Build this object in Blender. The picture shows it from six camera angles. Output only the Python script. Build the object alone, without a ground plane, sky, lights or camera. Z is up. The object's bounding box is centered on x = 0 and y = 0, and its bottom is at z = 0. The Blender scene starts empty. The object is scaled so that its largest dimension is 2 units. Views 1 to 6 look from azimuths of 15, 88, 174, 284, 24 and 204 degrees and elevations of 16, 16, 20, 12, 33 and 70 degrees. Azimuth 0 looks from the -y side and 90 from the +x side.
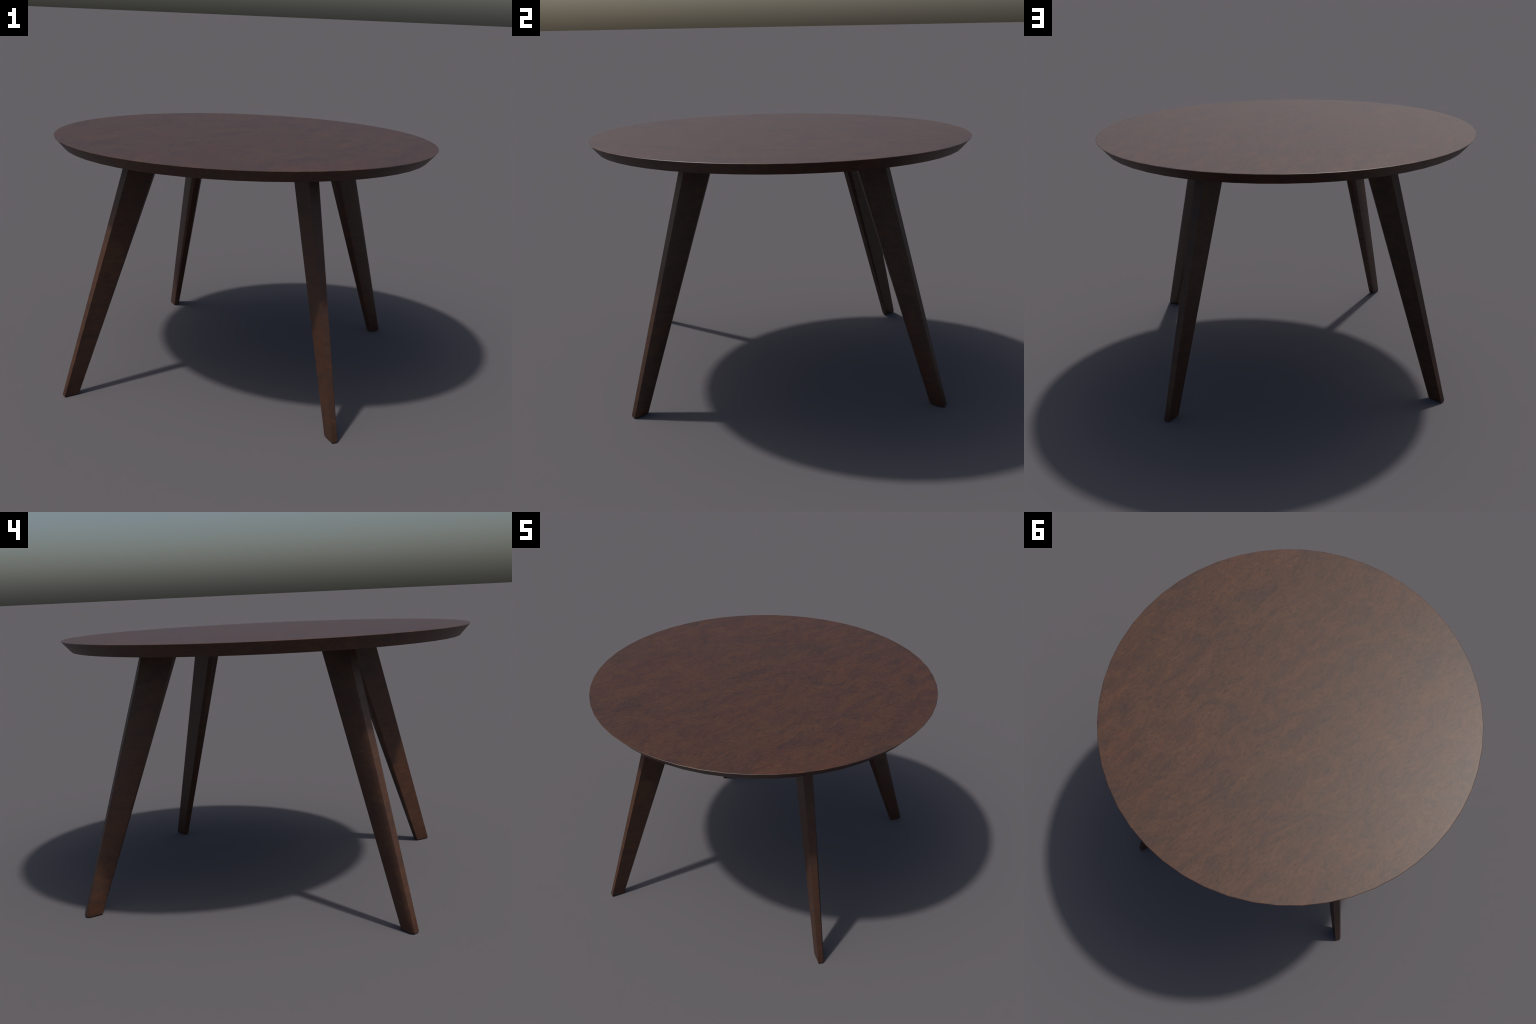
"""Round dining table: a walnut disc with an undercut rim on four splayed, tapered legs."""
import bpy, math
from mathutils import Vector

# ------------------------------------------------------------------ sizes (metres)
TOP_RADIUS = 1.0          # widest ring, just under the upper face
TOP_SIDES = 52
TOP_Z = 1.2829            # upper face
RIM_Z = 1.2814            # widest ring
UNDER_Z = 1.2287          # underside
UNDER_RADIUS = 0.9535     # underside ring: the edge is cut back below
ARRIS = 0.0024            # small sloping arris around the upper face
BELLY_RADIUS = 0.915      # the underside sinks a few mm further inside this ring
BELLY_Z = 1.2264

LEG_AZIMUTH = math.radians(52.19)      # direction each leg lies along
LEG_TOP = 1.2340                       # buried a few mm in the slab
# Corners of the leg section as (along, across) on the ground and at z = 1.23.
# One broad face is flat, the other stands proud with an eased outer corner; the inner corners are chamfered,
# the chamfer running out towards the foot.
OUTER_FLAT = ((1.0395, -0.0656), (0.6605, -0.0418))
INNER_FLAT = ((0.9640, -0.0636), (0.5060, -0.0317))
BACK_FLAT = ((0.9620, -0.0650), (0.4845, -0.0494))
BACK_CROWN = ((0.9610, -0.0930), (0.4875, -0.0848))
INNER_CROWN = ((0.9640, -0.0955), (0.5105, -0.1050))
OUTER_CROWN = ((1.0391, -0.0931), (0.6654, -0.0916))
EASE_IN = (0.0150, 0.0250)             # eased outer corner of that face: set back along it,
EASE_OUT = (0.0085, 0.0105)            # and how far the face stands out there (foot, top)
FOOT_BEVEL = 0.0060
PLATE = (0.270, 0.150, 0.0080)         # mounting plate at each leg head: along, across, thick


# ------------------------------------------------------------------ material
def walnut(name, grain_angle, vertical_faces):
    """Dark stained walnut: cloudy red-brown and purple-brown figure with short dark pores."""
    m = bpy.data.materials.new(name)
    m.use_nodes = True
    nt = m.node_tree
    nt.nodes.clear()
    N, Lk = nt.nodes.new, nt.links.new
    out = N("ShaderNodeOutputMaterial")
    bsdf = N("ShaderNodeBsdfPrincipled")
    Lk(bsdf.outputs["BSDF"], out.inputs["Surface"])
    tc = N("ShaderNodeTexCoord")
    rot = N("ShaderNodeMapping")            # turn so that the grain runs along local x
    rot.inputs["Rotation"].default_value = (0, 0, -grain_angle)
    # curl: the fibres swing to and fro, so warp the coordinates before stretching them
    curl = N("ShaderNodeTexNoise")
    curl.inputs["Scale"].default_value = 5.0
    curl.inputs["Detail"].default_value = 2.0
    Lk(tc.outputs["Object"], curl.inputs["Vector"])
    centre = N("ShaderNodeVectorMath")
    centre.operation = 'SUBTRACT'
    Lk(curl.outputs["Color"], centre.inputs[0])
    centre.inputs[1].default_value = (0.5, 0.5, 0.5)
    amount = N("ShaderNodeVectorMath")
    amount.operation = 'SCALE'
    Lk(centre.outputs["Vector"], amount.inputs[0])
    amount.inputs["Scale"].default_value = 0.0 if vertical_faces else 0.075
    warped = N("ShaderNodeVectorMath")
    Lk(tc.outputs["Object"], warped.inputs[0])
    Lk(amount.outputs["Vector"], warped.inputs[1])
    Lk(warped.outputs["Vector"], rot.inputs["Vector"])

    def noise(stretch, scale, detail, rough, distort=0.0, offset=(0, 0, 0)):
        mp = N("ShaderNodeMapping")
        mp.inputs["Scale"].default_value = stretch
        mp.inputs["Location"].default_value = offset
        Lk(rot.outputs["Vector"], mp.inputs["Vector"])
        n = N("ShaderNodeTexNoise")
        n.inputs["Scale"].default_value = scale
        n.inputs["Detail"].default_value = detail
        n.inputs["Roughness"].default_value = rough
        n.inputs["Distortion"].default_value = distort
        Lk(mp.outputs["Vector"], n.inputs["Vector"])
        return n.outputs["Fac"]

    def ramp(fac, stops):
        r = N("ShaderNodeValToRGB")
        els = r.color_ramp.elements
        while len(els) < len(stops):
            els.new(0.5)
        for e, (p, c) in zip(els, stops):
            e.position = p
            e.color = (*c, 1)
        Lk(fac, r.inputs["Fac"])
        return r.outputs["Color"]

    def mix(kind, fac, a, b):
        x = N("ShaderNodeMix")
        x.data_type = 'RGBA'
        x.blend_type = kind
        for sock, v in ((x.inputs["Factor"], fac), (x.inputs["A"], a), (x.inputs["B"], b)):
            if hasattr(v, "is_output"):
                Lk(v, sock)
            else:
                sock.default_value = v
        return x.outputs["Result"]

    if vertical_faces:        # fine lines run level round the leg
        s_cloud, s_streak, s_pore = (1.0, 1.0, 2.6), (1, 1, 3.5), (1.0, 1.0, 3.5)
    else:
        s_cloud, s_streak, s_pore = (0.45, 1.0, 1.0), (0.36, 1.0, 1.0), (0.33, 1.0, 1.0)

    cloud = noise(s_cloud, 11.0, 9.0, 0.72, 0.35 if vertical_faces else 0.9)
    base = ramp(cloud, [(0.36, (0.0435, 0.0200, 0.0138)),
                        (0.45, (0.0520, 0.0228, 0.0138)),
                        (0.53, (0.0620, 0.0262, 0.0137)),
                        (0.65, (0.0715, 0.0300, 0.0144))])
    # slow drift between olive-brown and red-brown
    hue = noise(s_cloud, 6.0, 4.0, 0.6, 0.3, (3.1, 7.7, 1.3))
    tint = ramp(hue, [(0.36, (0.97, 1.03, 1.01)), (0.64, (1.04, 0.985, 0.98))])
    col = mix('MULTIPLY', 1.0, base, tint)
    # fibre streaks
    streak = noise(s_streak, 95.0, 5.0, 0.68, 0.2, (1.7, 0.4, 5.2))
    fib = ramp(streak, [(0.34, (0.73, 0.72, 0.75)), (0.50, (1, 1, 1)), (0.66, (1.19, 1.16, 1.10))])
    col = mix('MULTIPLY', 1.0, col, fib)
    # short dark pores
    pore = noise(s_pore, 110.0, 2.0, 0.5, 0.0, (9.1, 2.2, 0.3))
    pmask = ramp(pore, [(0.31, (1, 1, 1)), (0.42, (0, 0, 0))])
    col = mix('MULTIPLY', pmask, col, (0.68, 0.68, 0.76, 1))
    Lk(col, bsdf.inputs["Base Color"])

    rr = N("ShaderNodeMapRange")
    Lk(streak, rr.inputs["Value"])
    rr.inputs["From Min"].default_value = 0.3
    rr.inputs["From Max"].default_value = 0.7
    rr.inputs["To Min"].default_value = 0.45
    rr.inputs["To Max"].default_value = 0.44
    Lk(rr.outputs["Result"], bsdf.inputs["Roughness"])
    bsdf.inputs["IOR"].default_value = 1.5
    bsdf.inputs["Specular IOR Level"].default_value = 0.41
    return m


MAT_TOP = walnut("walnut_top", math.radians(68), False)
MAT_LEG = walnut("walnut_leg", 0.0, True)


def make_object(name, mesh, parent, mat=None):
    ob = bpy.data.objects.new(name, mesh)
    bpy.context.scene.collection.objects.link(ob)
    ob.parent = parent
    if mat and not mesh.materials:
        mesh.materials.append(mat)
    return ob


# ------------------------------------------------------------------ table top
def build_top():
    """Lathe of a short profile; every ring stays a crisp line, the sides shade round."""
    profile = [(TOP_RADIUS - ARRIS, TOP_Z), (TOP_RADIUS, RIM_Z),
               (UNDER_RADIUS, UNDER_Z), (BELLY_RADIUS, BELLY_Z)]
    verts, faces = [], []
    n = TOP_SIDES
    for r, z in profile:
        for i in range(n):
            a = 2 * math.pi * i / n
            verts.append((r * math.cos(a), r * math.sin(a), z))
    for k in range(len(profile) - 1):
        for i in range(n):
            j = (i + 1) % n
            faces.append((k * n + i, (k + 1) * n + i, (k + 1) * n + j, k * n + j))
    last = (len(profile) - 1) * n
    faces.append(tuple(range(n)))
    faces.append(tuple(reversed(range(last, last + n))))
    me = bpy.data.meshes.new("tabletop")
    me.from_pydata(verts, [], faces)
    me.shade_smooth()
    crisp = {0, 1, 2, 3}                           # rings that separate the faces
    for e in me.edges:
        a, b = e.vertices
        if a // n == b // n and a // n in crisp:
            e.use_edge_sharp = True
    return me


# ------------------------------------------------------------------ leg
def lerp(a, b, f):
    return a + (b - a) * f


def corner(pair, z):
    f = z / 1.23
    return Vector((lerp(pair[0][0], pair[1][0], f), lerp(pair[0][1], pair[1][1], f)))


def leg_section(z, inset):
    """Section outline at height z in (along, across) axes; point 1 is the eased corner."""
    f = z / 1.23
    start, end = corner(INNER_CROWN, z), corner(OUTER_CROWN, z)
    side = (end - start).normalized()
    out = Vector((side.y, -side.x))
    eased = end - side * lerp(EASE_IN[0], EASE_IN[1], f) + out * lerp(EASE_OUT[0], EASE_OUT[1], f)
    pts = [start, eased, end] + [corner(p, z) for p in (OUTER_FLAT, INNER_FLAT, BACK_FLAT, BACK_CROWN)]
    if inset:
        mid = sum(pts, Vector((0, 0))) / len(pts)
        half = Vector((max(abs((p - mid).x) for p in pts), max(abs((p - mid).y) for p in pts)))
        pts = [Vector((mid.x + (p - mid).x * (1 - inset / half.x),
                       mid.y + (p - mid).y * (1 - inset / half.y))) for p in pts]
    return pts


def build_leg(mirrored):
    ca, sa = math.cos(LEG_AZIMUTH), math.sin(LEG_AZIMUTH)
    levels = [(0.0, 0.0040), (0.0020, 0.0014), (FOOT_BEVEL, 0.0)]
    levels += [(lerp(FOOT_BEVEL, LEG_TOP, k / 12), 0.0) for k in range(1, 13)]
    verts, faces = [], []
    for z, inset in levels:
        for p in leg_section(z, inset):
            x, y = p.x * ca - p.y * sa, p.x * sa + p.y * ca
            verts.append((x, -y if mirrored else y, z))
    m = len(leg_section(0.0, 0.0))
    for k in range(len(levels) - 1):
        for i in range(m):
            j = (i + 1) % m
            faces.append((k * m + i, k * m + j, (k + 1) * m + j, (k + 1) * m + i))
    faces.append(tuple(reversed(range(m))))
    faces.append(tuple(range((len(levels) - 1) * m, len(levels) * m)))
    if mirrored:
        faces = [tuple(reversed(f)) for f in faces]
    me = bpy.data.meshes.new("leg")
    me.from_pydata(verts, [], faces)
    me.shade_smooth()
    crisp = set(range(m)) - {1}          # only the eased corner shades softly
    top = len(levels) - 1
    for e in me.edges:
        a, b = e.vertices
        if a // m != b // m:
            e.use_edge_sharp = (a % m) in crisp
        elif a // m in (0, top):
            e.use_edge_sharp = True
    return me


def build_plate(mirrored):
    """Thin rectangular mounting plate with a chamfered lower edge, let into the underside."""
    ca, sa = math.cos(LEG_AZIMUTH), math.sin(LEG_AZIMUTH)
    cx, cy = 0.578, -0.070
    verts = []
    for z, inset in ((BELLY_Z + 0.004, 0.0), (BELLY_Z - PLATE[2] + 0.002, 0.0), (BELLY_Z - PLATE[2], 0.002)):
        for u, v in ((1, -1), (1, 1), (-1, 1), (-1, -1)):
            r, t = cx + u * (PLATE[0] / 2 - inset), cy + v * (PLATE[1] / 2 - inset)
            x, y = r * ca - t * sa, r * sa + t * ca
            verts.append((x, -y if mirrored else y, z))
    faces = [(0, 1, 2, 3), (11, 10, 9, 8)]
    for k in (0, 4):
        for i in range(4):
            j = (i + 1) % 4
            faces.append((k + i, k + 4 + i, k + 4 + j, k + j))
    if mirrored:
        faces = [tuple(reversed(f)) for f in faces]
    me = bpy.data.meshes.new("mounting_plate")
    me.from_pydata(verts, [], faces)
    return me


# ------------------------------------------------------------------ assemble
table = bpy.data.objects.new("dining_table", None)
bpy.context.scene.collection.objects.link(table)
table["label"] = "round dark walnut dining table with four splayed tapered legs"
table["category"] = "dining table"

make_object("tabletop", build_top(), table, MAT_TOP)
for mirrored in (False, True):
    leg_mesh, plate_mesh = build_leg(mirrored), build_plate(mirrored)
    for turn in (0.0, math.pi):
        for kind, mesh in (("leg", leg_mesh), ("mounting_plate", plate_mesh)):
            part = make_object(kind, mesh, table, MAT_LEG)
            part.rotation_euler = (0, 0, turn)
